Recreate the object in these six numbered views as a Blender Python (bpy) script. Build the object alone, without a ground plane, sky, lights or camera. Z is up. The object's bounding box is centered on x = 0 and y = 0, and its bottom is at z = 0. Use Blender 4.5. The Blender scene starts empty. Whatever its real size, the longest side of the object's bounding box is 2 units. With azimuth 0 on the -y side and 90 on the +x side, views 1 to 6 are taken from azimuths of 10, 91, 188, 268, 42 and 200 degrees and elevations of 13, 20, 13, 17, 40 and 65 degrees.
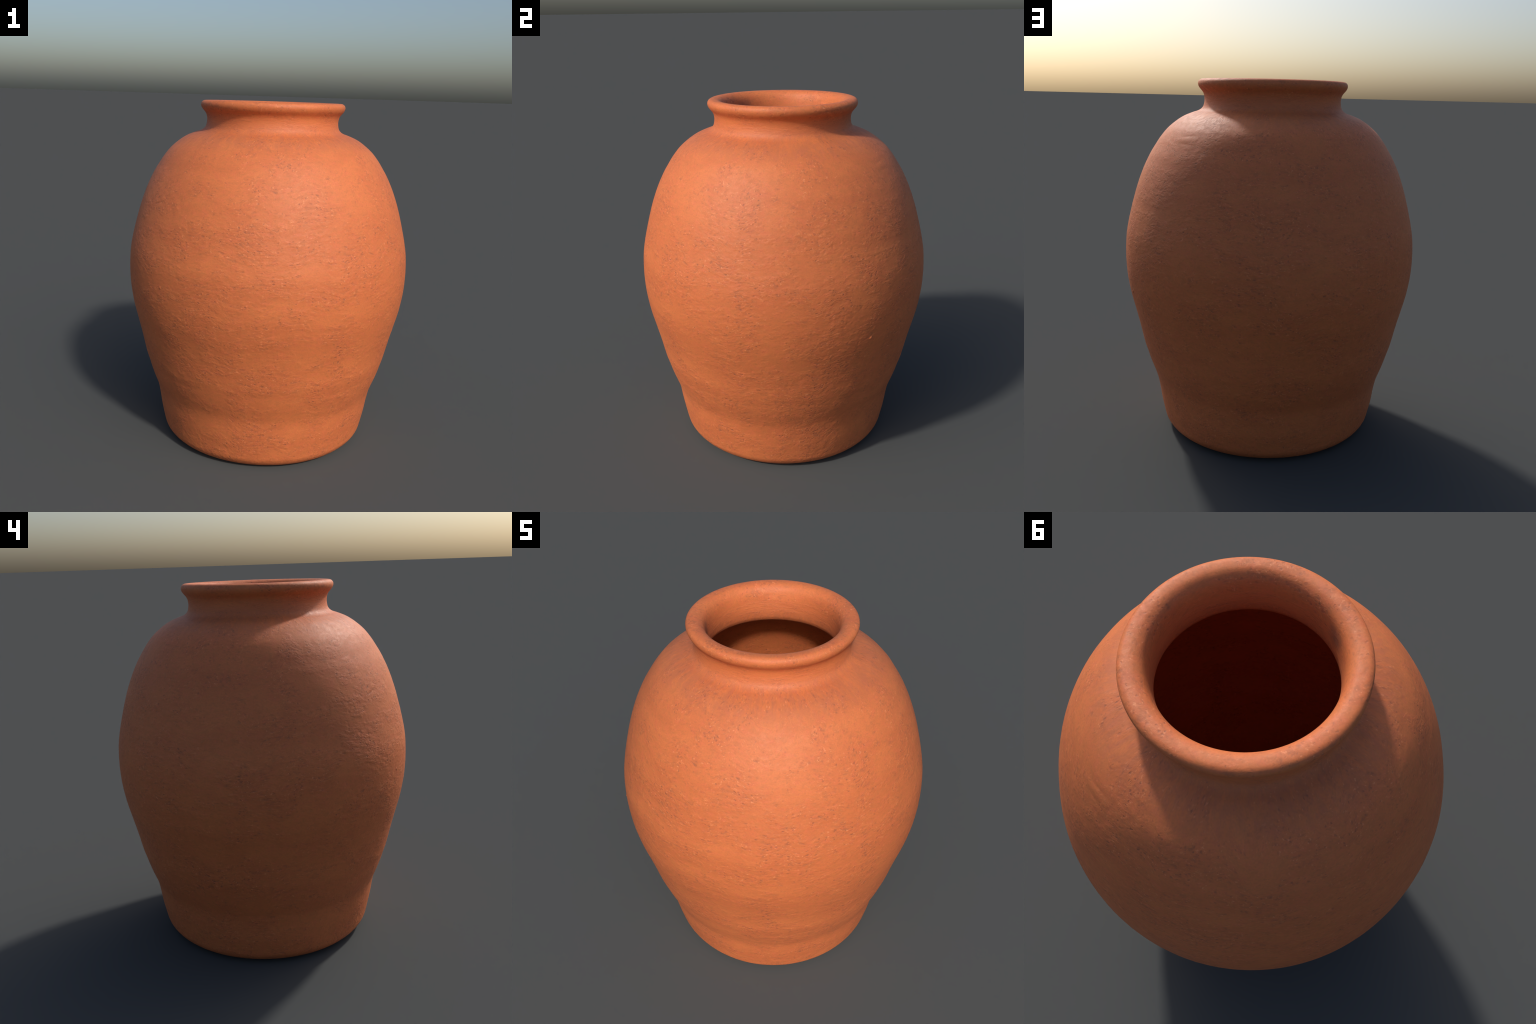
"""Terracotta storage jar: a wheel-thrown surface of revolution with a short
neck, a rolled rim and a hollow inside.  Built as one smooth lathe surface,
pressed with pores and scuffs, then separated into its parts."""
import bpy
import numpy as np
from math import pi, radians

# ------------------------------------------------------------------ profile
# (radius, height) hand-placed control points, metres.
OUTER = [  # from the rounded foot up to the top of the rim
    (0.510, 0.000), (0.533, 0.001), (0.551, 0.004), (0.567, 0.0105),
    (0.583, 0.021), (0.601, 0.040), (0.613, 0.062), (0.620, 0.090),
    (0.627, 0.124), (0.634, 0.160), (0.641, 0.200), (0.647, 0.240),
    (0.6535, 0.280), (0.6625, 0.320), (0.6765, 0.360), (0.691, 0.400),
    (0.704, 0.440), (0.7155, 0.480), (0.728, 0.520), (0.7375, 0.560),
    (0.746, 0.600), (0.755, 0.640), (0.7645, 0.680), (0.7745, 0.720),
    (0.7845, 0.760), (0.7945, 0.800), (0.803, 0.840), (0.8155, 0.920),
    (0.8205, 0.980), (0.822, 1.040), (0.8200, 1.100), (0.8145, 1.160),
    (0.8035, 1.220), (0.7895, 1.280), (0.774, 1.340), (0.757, 1.400),
    (0.737, 1.460), (0.7135, 1.520), (0.695, 1.560), (0.6745, 1.600),
    (0.650, 1.640), (0.624, 1.680), (0.5925, 1.720), (0.573, 1.740),
    (0.5495, 1.760), (0.523, 1.780), (0.490, 1.800), (0.442, 1.820),
    (0.414, 1.8295), (0.397, 1.840), (0.3865, 1.853), (0.3815, 1.868),
    (0.379, 1.886), (0.3795, 1.902), (0.383, 1.919), (0.3895, 1.932),
    (0.399, 1.9435), (0.4075, 1.954), (0.413, 1.965), (0.4148, 1.975),
    (0.4125, 1.986), (0.4060, 1.994), (0.396, 1.9988), (0.384, 2.000),
]
INNER = [  # over the rim, down the throat, out under the shoulder, to the floor
    (0.371, 1.9993), (0.358, 1.9965), (0.346, 1.990), (0.3355, 1.980),
    (0.328, 1.966), (0.3225, 1.946), (0.319, 1.920), (0.3165, 1.893),
    (0.316, 1.862), (0.3175, 1.843), (0.3205, 1.826), (0.326, 1.812),
    (0.338, 1.800), (0.363, 1.789), (0.400, 1.775), (0.436, 1.757),
    (0.470, 1.739), (0.503, 1.717), (0.535, 1.684), (0.565, 1.646),
    (0.592, 1.605), (0.617, 1.560), (0.641, 1.510), (0.664, 1.455),
    (0.685, 1.395), (0.702, 1.330), (0.716, 1.265), (0.727, 1.200),
    (0.735, 1.130), (0.737, 1.040), (0.734, 0.960), (0.725, 0.880),
    (0.711, 0.800), (0.691, 0.720), (0.672, 0.640), (0.654, 0.560),
    (0.633, 0.480), (0.608, 0.400), (0.584, 0.330), (0.567, 0.270),
    (0.552, 0.215), (0.527, 0.168), (0.498, 0.136), (0.462, 0.113),
    (0.415, 0.101), (0.340, 0.095), (0.240, 0.094), (0.120, 0.094),
    (0.030, 0.094),
]
UNDER = [(0.030, 0.010), (0.150, 0.010), (0.320, 0.010), (0.440, 0.008), (0.478, 0.003)]

DRIP = (-0.238, -0.222, 1.925)   # heart of the throat stain
SEGMENTS = 1080          # columns round the axis
STEP_OUT = 0.0048        # ring spacing outside
STEP_IN = 0.016          # ring spacing inside
RIM_Z, NECK_Z, BASE_Z = 1.938, 1.824, 0.268   # where the parts meet


def spline(points, step):
    """Centripetal-like Catmull-Rom curve through points, resampled evenly."""
    p = np.array(points, float)
    ext = np.vstack([2 * p[0] - p[1], p, 2 * p[-1] - p[-2]])
    out = []
    for i in range(1, len(ext) - 2):
        a, b, c, d = ext[i - 1:i + 3]
        t1 = np.hypot(*(b - a)) ** .5
        t2 = t1 + np.hypot(*(c - b)) ** .5
        t3 = t2 + np.hypot(*(d - c)) ** .5
        for t in np.linspace(t1, t2, 24, endpoint=False):
            A1 = a + (b - a) * t / t1
            A2 = b + (c - b) * (t - t1) / (t2 - t1)
            A3 = c + (d - c) * (t - t2) / (t3 - t2)
            B1 = A1 + (A2 - A1) * t / t2
            B2 = A2 + (A3 - A2) * (t - t1) / (t3 - t1)
            out.append(B1 + (B2 - B1) * (t - t1) / (t2 - t1))
    out.append(p[-1])
    out = np.array(out)
    s = np.concatenate([[0], np.cumsum(np.hypot(*np.diff(out, axis=0).T))])
    n = max(2, int(round(s[-1] / step)))
    q = np.linspace(0, s[-1], n + 1)
    return np.column_stack([np.interp(q, s, out[:, 0]), np.interp(q, s, out[:, 1])])


# -------------------------------------------------------------------- noise
def lattice(ix, iy, iz, seed):
    h = (ix * 374761393 + iy * 668265263 + iz * 2147483647 + seed * 974711) & 0xFFFFFFFF
    h = ((h ^ (h >> 13)) * 1274126177) & 0xFFFFFFFF
    h = ((h ^ (h >> 16)) * 2246822519) & 0xFFFFFFFF
    return ((h ^ (h >> 15)) & 0xFFFF) / 32767.5 - 1.0


def noise(x, y, z, seed):
    """Smooth value noise in -1..1."""
    fx, fy, fz = np.floor(x), np.floor(y), np.floor(z)
    ix, iy, iz = (v.astype(np.int64) for v in (fx, fy, fz))
    x, y, z = x - fx, y - fy, z - fz
    x, y, z = (v * v * v * (v * (v * 6 - 15) + 10) for v in (x, y, z))
    res = 0
    for dx in (0, 1):
        wx = x if dx else 1 - x
        for dy in (0, 1):
            wy = y if dy else 1 - y
            for dz in (0, 1):
                wz = z if dz else 1 - z
                res = res + wx * wy * wz * lattice(ix + dx, iy + dy, iz + dz, seed)
    return res


def smooth(a, b, v):
    t = np.clip((v - a) / (b - a), 0, 1)
    return t * t * (3 - 2 * t)


def relief(th, z, rad):
    """Height of the hand-worked clay above the lathe profile, outside."""
    top = smooth(1.84, 1.93, z)                      # grain follows the rolled rim
    girth = 0.75 + (rad - 0.75) * top
    cx, cy = girth * np.cos(th), girth * np.sin(th)
    true_z, z = z, z - rad * 0.25 * (1 - top)
    z = z + 0.03 * noise(cx * 2.6, cy * 2.6, z * 2.6, 21)   # dragged askew
    body = smooth(1.80, 1.70, true_z) * 0.75 + 0.25       # neck and rim are smoother
    # drifting scuffs: short dragged marks, tilted a little off the horizontal
    drag = noise(cx * 34, cy * 34, z * 80, 3) + .6 * noise(cx * 70, cy * 70, z * 150, 4)
    where = smooth(-.25, .40, noise(cx * 7, cy * 7, z * 10, 5) + .5 * noise(cx * 15, cy * 15, z * 22, 6))
    belly = smooth(1.62, 1.40, true_z) * .6 + .4     # roughest below the shoulder
    crumb = smooth(.45, .85, noise(cx * 50, cy * 50, z * 80, 13))
    h = (0.00016 * drag + 0.0006 * crumb * where) * (0.35 + .65 * where) * body * belly
    # pits left by burnt-out grit
    pit = noise(cx * 74, cy * 74, z * 105, 8)
    h -= 0.0008 * smooth(.48, .86, pit) * (0.30 + .7 * where) * body * belly
    z = true_z
    # throwing rings, faint and uneven
    ring = np.sin(z * 46 + 2.5 * noise(cx * 1.2, cy * 1.2, z * 3, 9))
    h += 0.00008 * ring * smooth(.9, .3, z)
    h += 0.0011 * noise(cx * 1.9, cy * 1.9, z * 13, 15) * smooth(.75, .35, z)
    # soft hand lumps
    h += 0.0007 * noise(cx * 3.1, cy * 3.1, z * 4.0, 11)
    # pressed smear on the shoulder: low ridge fenced by finger nicks
    az = np.degrees(np.arctan2(np.cos(th), -np.sin(th)))     # 0 at -y, 90 at +x
    def blob(a0, z0, wa, wz, tilt=0.0):
        da, dz = az - a0, z - z0 - tilt * (az - a0)
        return np.exp(-(da / wa) ** 2 - (dz / wz) ** 2)
    h += 0.0012 * blob(144.5, 1.690, 6.5, .0125, .0007)
    h -= 0.0008 * blob(146.0, 1.7085, 4.4, .0055, .0012)
    h -= 0.0009 * blob(135.0, 1.676, .9, .0085, -.006)
    h -= 0.0008 * blob(152.8, 1.690, 1.0, .0130)
    h -= 0.0010 * blob(147.5, 1.669, 5.5, .0060, -.0006)
    # two stray clay flecks stuck to the wall
    def fleck(a0, z0, wa, wz, tilt):
        da, dz = az - a0, z - z0
        return np.clip(1 - np.abs(da - tilt * dz) / wa - np.abs(dz) / wz, 0, 1)
    h += 0.0062 * fleck(123.4, 0.862, .85, .013, 40)
    h += 0.0034 * fleck(-33.7, 1.036, .60, .012, 0)
    # one short tool nick low on the opposite shoulder
    h -= 0.0016 * blob(-43.5, 1.462, 2.6, .0040, .0025)
    return h


# ------------------------------------------------------------------- lathe
outer, inner = spline(OUTER, STEP_OUT), spline(INNER, STEP_IN)
fine_lip = spline([OUTER[-1]] + INNER[:11], 0.006)
inner = spline(INNER[10:], STEP_IN)
under = spline(UNDER, 0.04)
prof = np.vstack([under, outer, fine_lip[1:], inner[1:]])
n_under, n_out, n_lip = len(under), len(outer), len(fine_lip) - 1
N, M = len(prof), SEGMENTS
theta = np.arange(M) * 2 * pi / M
Rg, Tg = np.meshgrid(prof[:, 0], theta, indexing="ij")
Zg = np.repeat(prof[:, 1][:, None], M, 1)

tang = np.gradient(prof, axis=0)
tang /= np.linalg.norm(tang, axis=1)[:, None]
nrm = np.column_stack([tang[:, 1], -tang[:, 0]])          # points out of the clay

i0, i1 = n_under, n_under + n_out + n_lip                  # rings carrying relief
H = np.zeros((N, M))
H[i0:i1] = relief(Tg[i0:i1], Zg[i0:i1], Rg[i0:i1])
ramp = np.clip((Zg - 0.004) / 0.03, 0, 1)                  # the foot stays seated
lip_fade = np.ones(N)
lip_fade[i1 - 8:i1] = np.linspace(1, 0, 8)
H *= ramp * lip_fade[:, None]
H[Zg > 1.99] = np.minimum(H[Zg > 1.99], 0.0)
Rg = Rg + nrm[:, 0][:, None] * H
Zg = Zg + nrm[:, 1][:, None] * H
V = np.stack([Rg * np.cos(Tg), Rg * np.sin(Tg), Zg], -1)
V[..., 2] *= 2.0 / V[..., 2].max()

# vertex normals of the whole surface, shared by all parts
du = np.roll(V, -1, 1) - np.roll(V, 1, 1)
dv = np.empty_like(V)
dv[1:-1] = V[2:] - V[:-2]
dv[0], dv[-1] = V[1] - V[0], V[-1] - V[-2]
NORM = np.cross(du, dv)
NORM /= np.linalg.norm(NORM, axis=-1)[..., None] + 1e-12
NORM[:n_under] = (0, 0, -1)


def part(name, first, last, parent, material, cap=None):
    """Rings first..last of the lathe surface as a mesh of their own."""
    rows = last - first + 1
    co = V[first:last + 1].reshape(-1, 3)
    no = NORM[first:last + 1].reshape(-1, 3)
    r, c = np.meshgrid(np.arange(rows - 1), np.arange(M), indexing="ij")
    c2 = (c + 1) % M
    quads = np.stack([r * M + c, r * M + c2, (r + 1) * M + c2, (r + 1) * M + c], -1).reshape(-1, 4)
    loops = quads.ravel()
    starts = np.arange(len(quads)) * 4
    if cap is not None:                                    # close on the axis
        ring = np.arange(M) if cap == "start" else (rows - 1) * M + np.arange(M)
        if cap == "start":
            ring = ring[::-1]
        starts = np.append(starts, len(loops))
        loops = np.append(loops, ring)
    me = bpy.data.meshes.new(name)
    me.vertices.add(len(co))
    me.vertices.foreach_set("co", co.astype(np.float32).ravel())
    me.loops.add(len(loops))
    me.loops.foreach_set("vertex_index", loops.astype(np.int32))
    me.polygons.add(len(starts))
    me.polygons.foreach_set("loop_start", starts.astype(np.int32))
    me.update(calc_edges=True)
    me.validate()
    me.polygons.foreach_set("use_smooth", np.ones(len(starts), dtype=bool))
    me.normals_split_custom_set_from_vertices(no.astype(np.float32).tolist())
    me.materials.append(material)
    ob = bpy.data.objects.new(name, me)
    bpy.context.scene.collection.objects.link(ob)
    ob.parent = parent
    return ob


# ---------------------------------------------------------------- material
def fired_clay():
    mat = bpy.data.materials.new("fired_terracotta")
    mat.use_nodes = True
    nt = mat.node_tree
    nt.nodes.clear()
    L = nt.links.new

    def node(kind, **kw):
        n = nt.nodes.new(kind)
        for k, v in kw.items():
            if k in n.inputs:
                n.inputs[k].default_value = v
            else:
                setattr(n, k, v)
        return n

    def math(op, a, b=None, c=None):
        n = node("ShaderNodeMath", operation=op)
        for i, v in enumerate((a, b, c)):
            if v is None:
                continue
            if isinstance(v, (int, float)):
                n.inputs[i].default_value = v
            else:
                L(v, n.inputs[i])
        return n.outputs[0]

    # wrap coordinates: every height gets the same girth, so the grain packs
    # together at the neck and drags out over the shoulder
    tc = node("ShaderNodeTexCoord")
    sep = node("ShaderNodeSeparateXYZ")
    L(tc.outputs["Object"], sep.inputs[0])
    flat = node("ShaderNodeCombineXYZ")
    L(sep.outputs[0], flat.inputs[0])
    L(sep.outputs[1], flat.inputs[1])
    unit = node("ShaderNodeVectorMath", operation="NORMALIZE")
    L(flat.outputs[0], unit.inputs[0])
    rad = node("ShaderNodeVectorMath", operation="LENGTH")
    L(flat.outputs[0], rad.inputs[0])
    top = node("ShaderNodeMapRange", interpolation_type="SMOOTHSTEP")
    top.inputs[1].default_value, top.inputs[2].default_value = 1.84, 1.93
    L(sep.outputs[2], top.inputs[0])
    girth = node("ShaderNodeVectorMath", operation="SCALE")
    L(math("MULTIPLY_ADD", math("SUBTRACT", rad.outputs["Value"], .72), top.outputs[0], .72), girth.inputs["Scale"])
    L(unit.outputs[0], girth.inputs[0])
    roll = math("MULTIPLY", rad.outputs["Value"], math("MULTIPLY_ADD", top.outputs[0], -.25, .25))
    up = node("ShaderNodeCombineXYZ")
    sway = node("ShaderNodeTexNoise", Scale=2.4, Detail=1.0)            # grain dragged askew
    L(girth.outputs[0], sway.inputs["Vector"])
    lift = node("ShaderNodeVectorMath", operation="ADD")
    L(tc.outputs["Object"], lift.inputs[0])
    L(girth.outputs[0], lift.inputs[1])
    L(lift.outputs[0], sway.inputs["Vector"])
    L(math("ADD", math("SUBTRACT", sep.outputs[2], roll), math("MULTIPLY", sway.outputs[0], .10)), up.inputs[2])
    wrap = node("ShaderNodeVectorMath", operation="ADD")
    L(girth.outputs[0], wrap.inputs[0])
    L(up.outputs[0], wrap.inputs[1])

    def stretched(sx, sz, off=0.0):
        m = node("ShaderNodeMapping")
        m.inputs["Scale"].default_value = (sx, sx, sz)
        m.inputs["Location"].default_value = (off, off * 1.7, off * .6)
        L(wrap.outputs[0], m.inputs[0])
        return m.outputs[0]

    def noise_tex(vec, scale, detail=2.0, rough=.5, dist=0.0):
        n = node("ShaderNodeTexNoise", Scale=scale, Detail=detail, Roughness=rough, Distortion=dist)
        L(vec, n.inputs["Vector"])
        return n.outputs[0]

    def span(v, lo, hi, a=0.0, b=1.0):
        n = node("ShaderNodeMapRange", interpolation_type="SMOOTHSTEP")
        n.inputs[1].default_value, n.inputs[2].default_value = lo, hi
        n.inputs[3].default_value, n.inputs[4].default_value = a, b
        L(v, n.inputs[0])
        return n.outputs[0]

    def mix(fac, a, b, mode="MIX"):
        n = node("ShaderNodeMix", data_type="RGBA", blend_type=mode)
        if isinstance(fac, (int, float)):
            n.inputs[0].default_value = fac
        else:
            L(fac, n.inputs[0])
        for sock, v in ((n.inputs[6], a), (n.inputs[7], b)):
            if isinstance(v, tuple):
                sock.default_value = (*v, 1)
            else:
                L(v, sock)
        return n.outputs[2]

    patch = noise_tex(stretched(1, 1.4), 5.0, 3.0, .55, .3)          # hand-sized clouds
    patch2 = noise_tex(stretched(1, 1.5, 4.1), 13.0, 2.5, .55)       # thumb-sized mottling
    hue = noise_tex(stretched(1, 1.6, 8.3), 30.0, 2.0, .5)
    drag = noise_tex(stretched(1, 2.1, 2.2), 32.0, 4.0, .64, .40)     # dragged grain
    grain = noise_tex(stretched(1, 1.5, 6.0), 120.0, 2.0, .6)
    scuffed = span(math("ADD", patch, math("MULTIPLY", patch2, .7)), .72, 1.02)

    def pits(scale, squash, off, lo, hi, size):
        """Round pits of varied size; most cells hold none."""
        cells = node("ShaderNodeTexVoronoi", feature="F1", Scale=scale, Randomness=1.0)
        warp = node("ShaderNodeVectorMath", operation="MULTIPLY_ADD")
        wob = node("ShaderNodeTexNoise", Scale=scale * 1.6, Detail=1.0)
        vec = stretched(1, squash, off)
        L(vec, wob.inputs["Vector"])
        L(wob.outputs["Color"], warp.inputs[0])
        warp.inputs[1].default_value = (.85 / scale,) * 3
        L(vec, warp.inputs[2])
        L(warp.outputs[0], cells.inputs["Vector"])
        pick = node("ShaderNodeSeparateColor")
        L(cells.outputs["Color"], pick.inputs[0])
        radius = span(pick.outputs[0], lo, hi, 0.0, size)
        return span(math("SUBTRACT", radius, cells.outputs["Distance"]), -.16, .24)

    thick = math("MULTIPLY_ADD", scuffed, .78, .22)                  # where pits gather
    pore = math("MULTIPLY", pits(60.0, 1.25, 1.1, .20, 1.0, .34), thick)
    dash = math("MULTIPLY", pits(29.0, 2.2, 5.7, .50, 1.0, .30), math("MULTIPLY", thick, .8))
    pore = math("MAXIMUM", pore, dash)

    col = mix(span(patch, .30, .70), (0.645, 0.176, 0.053), (0.590, 0.150, 0.047))
    band = noise_tex(stretched(.22, 2.2, 7.7), 3.4, 2.0, .5)                             # soft girth-wise bands
    col = mix(math("MULTIPLY", span(band, .42, .66), .55), col, (0.560, 0.140, 0.043))
    col = mix(math("MULTIPLY", span(hue, .50, .72), .42), col, (0.650, 0.147, 0.059))    # pink blush
    col = mix(math("MULTIPLY", span(hue, .50, .30), .44), col, (0.510, 0.153, 0.047))    # olive-brown cast
    col = mix(math("MULTIPLY", span(patch2, .58, .30), .16), col, (0.500, 0.125, 0.043))
    dirt = math("MULTIPLY", span(drag, .52, .28), math("MULTIPLY_ADD", scuffed, .44, .08))
    col = mix(dirt, col, (0.290, 0.098, 0.048))
    col = mix(math("MULTIPLY", span(drag, .56, .74), math("MULTIPLY_ADD", scuffed, .34, .10)), col, (0.780, 0.250, 0.086))
    col = mix(math("MULTIPLY", span(grain, .60, .32), .22), col, (0.360, 0.108, 0.044))
    fleck = noise_tex(stretched(1, 1.4, 12.4), 85.0, 1.0, .5)
    col = mix(math("MULTIPLY", span(fleck, .62, .76), math("MULTIPLY_ADD", scuffed, .45, .12)), col, (0.800, 0.290, 0.125))   # pale grit
    # dull grey-brown streaky band, patchy, where the neck meets the shoulder
    neck_band = math("MULTIPLY", span(sep.outputs[2], 1.73, 1.80), span(sep.outputs[2], 1.90, 1.83))
    streak = noise_tex(stretched(1, .7, 9.9), 26.0, 3.0, .65, .3)
    dark_mottle = math("MULTIPLY", neck_band, span(math("ADD", streak, math("MULTIPLY", hue, .5)), .55, .90))
    col = mix(math("MULTIPLY", dark_mottle, .32), col, (0.330, 0.118, 0.062))
    # one old drip stain on the inside of the throat
    spot = node("ShaderNodeVectorMath", operation="DISTANCE")
    L(tc.outputs["Object"], spot.inputs[0])
    spot.inputs[1].default_value = DRIP
    stain = math("MULTIPLY", span(math("ADD", spot.outputs["Value"], math("MULTIPLY", patch2, .06)), .090, .040), .70)
    col = mix(stain, col, (0.230, 0.082, 0.046))
    col = mix(math("MULTIPLY", pore, .58), col, (0.215, 0.070, 0.040))

    calm = span(sep.outputs[2], 1.65, 1.35, .50, 1.0)            # shoulder wiped smoother
    height = math("MULTIPLY", drag, math("MULTIPLY", math("MULTIPLY_ADD", scuffed, 1.25, .25), calm))
    height = math("ADD", height, math("MULTIPLY", grain, .12))
    height = math("SUBTRACT", height, math("MULTIPLY", math("MULTIPLY", pore, .50), calm))
    bump = node("ShaderNodeBump", Strength=0.34, Distance=0.0062)
    L(height, bump.inputs["Height"])

    bsdf = node("ShaderNodeBsdfPrincipled")
    bsdf.inputs["Specular IOR Level"].default_value = 0.45
    L(col, bsdf.inputs["Base Color"])
    L(span(drag, .3, .7, .66, .58), bsdf.inputs["Roughness"])
    L(bump.outputs[0], bsdf.inputs["Normal"])
    out = node("ShaderNodeOutputMaterial")
    L(bsdf.outputs[0], out.inputs[0])
    return mat


# ----------------------------------------------------------------- assembly
clay = fired_clay()
jar = bpy.data.objects.new("terracotta_jar", None)
jar.empty_display_size = 0.3
bpy.context.scene.collection.objects.link(jar)
jar["label"] = "wide-bellied unglazed terracotta storage jar with rolled rim"
jar["category"] = "clay jar"


def ring_at(height):
    zs = prof[n_under:n_under + n_out, 1]
    return n_under + int(np.argmin(np.abs(zs - height)))


k_base, k_neck, k_rim = ring_at(BASE_Z), ring_at(NECK_Z), ring_at(RIM_Z)
k_lip = n_under + n_out + int(np.argmin(np.abs(fine_lip[1:, 1] - RIM_Z)))
part("base", 0, k_base, jar, clay, cap="start")
part("body", k_base, k_neck, jar, clay)
part("neck", k_neck, k_rim, jar, clay)
part("rim", k_rim, k_lip, jar, clay)
part("inner_wall", k_lip, N - 1, jar, clay, cap="end")
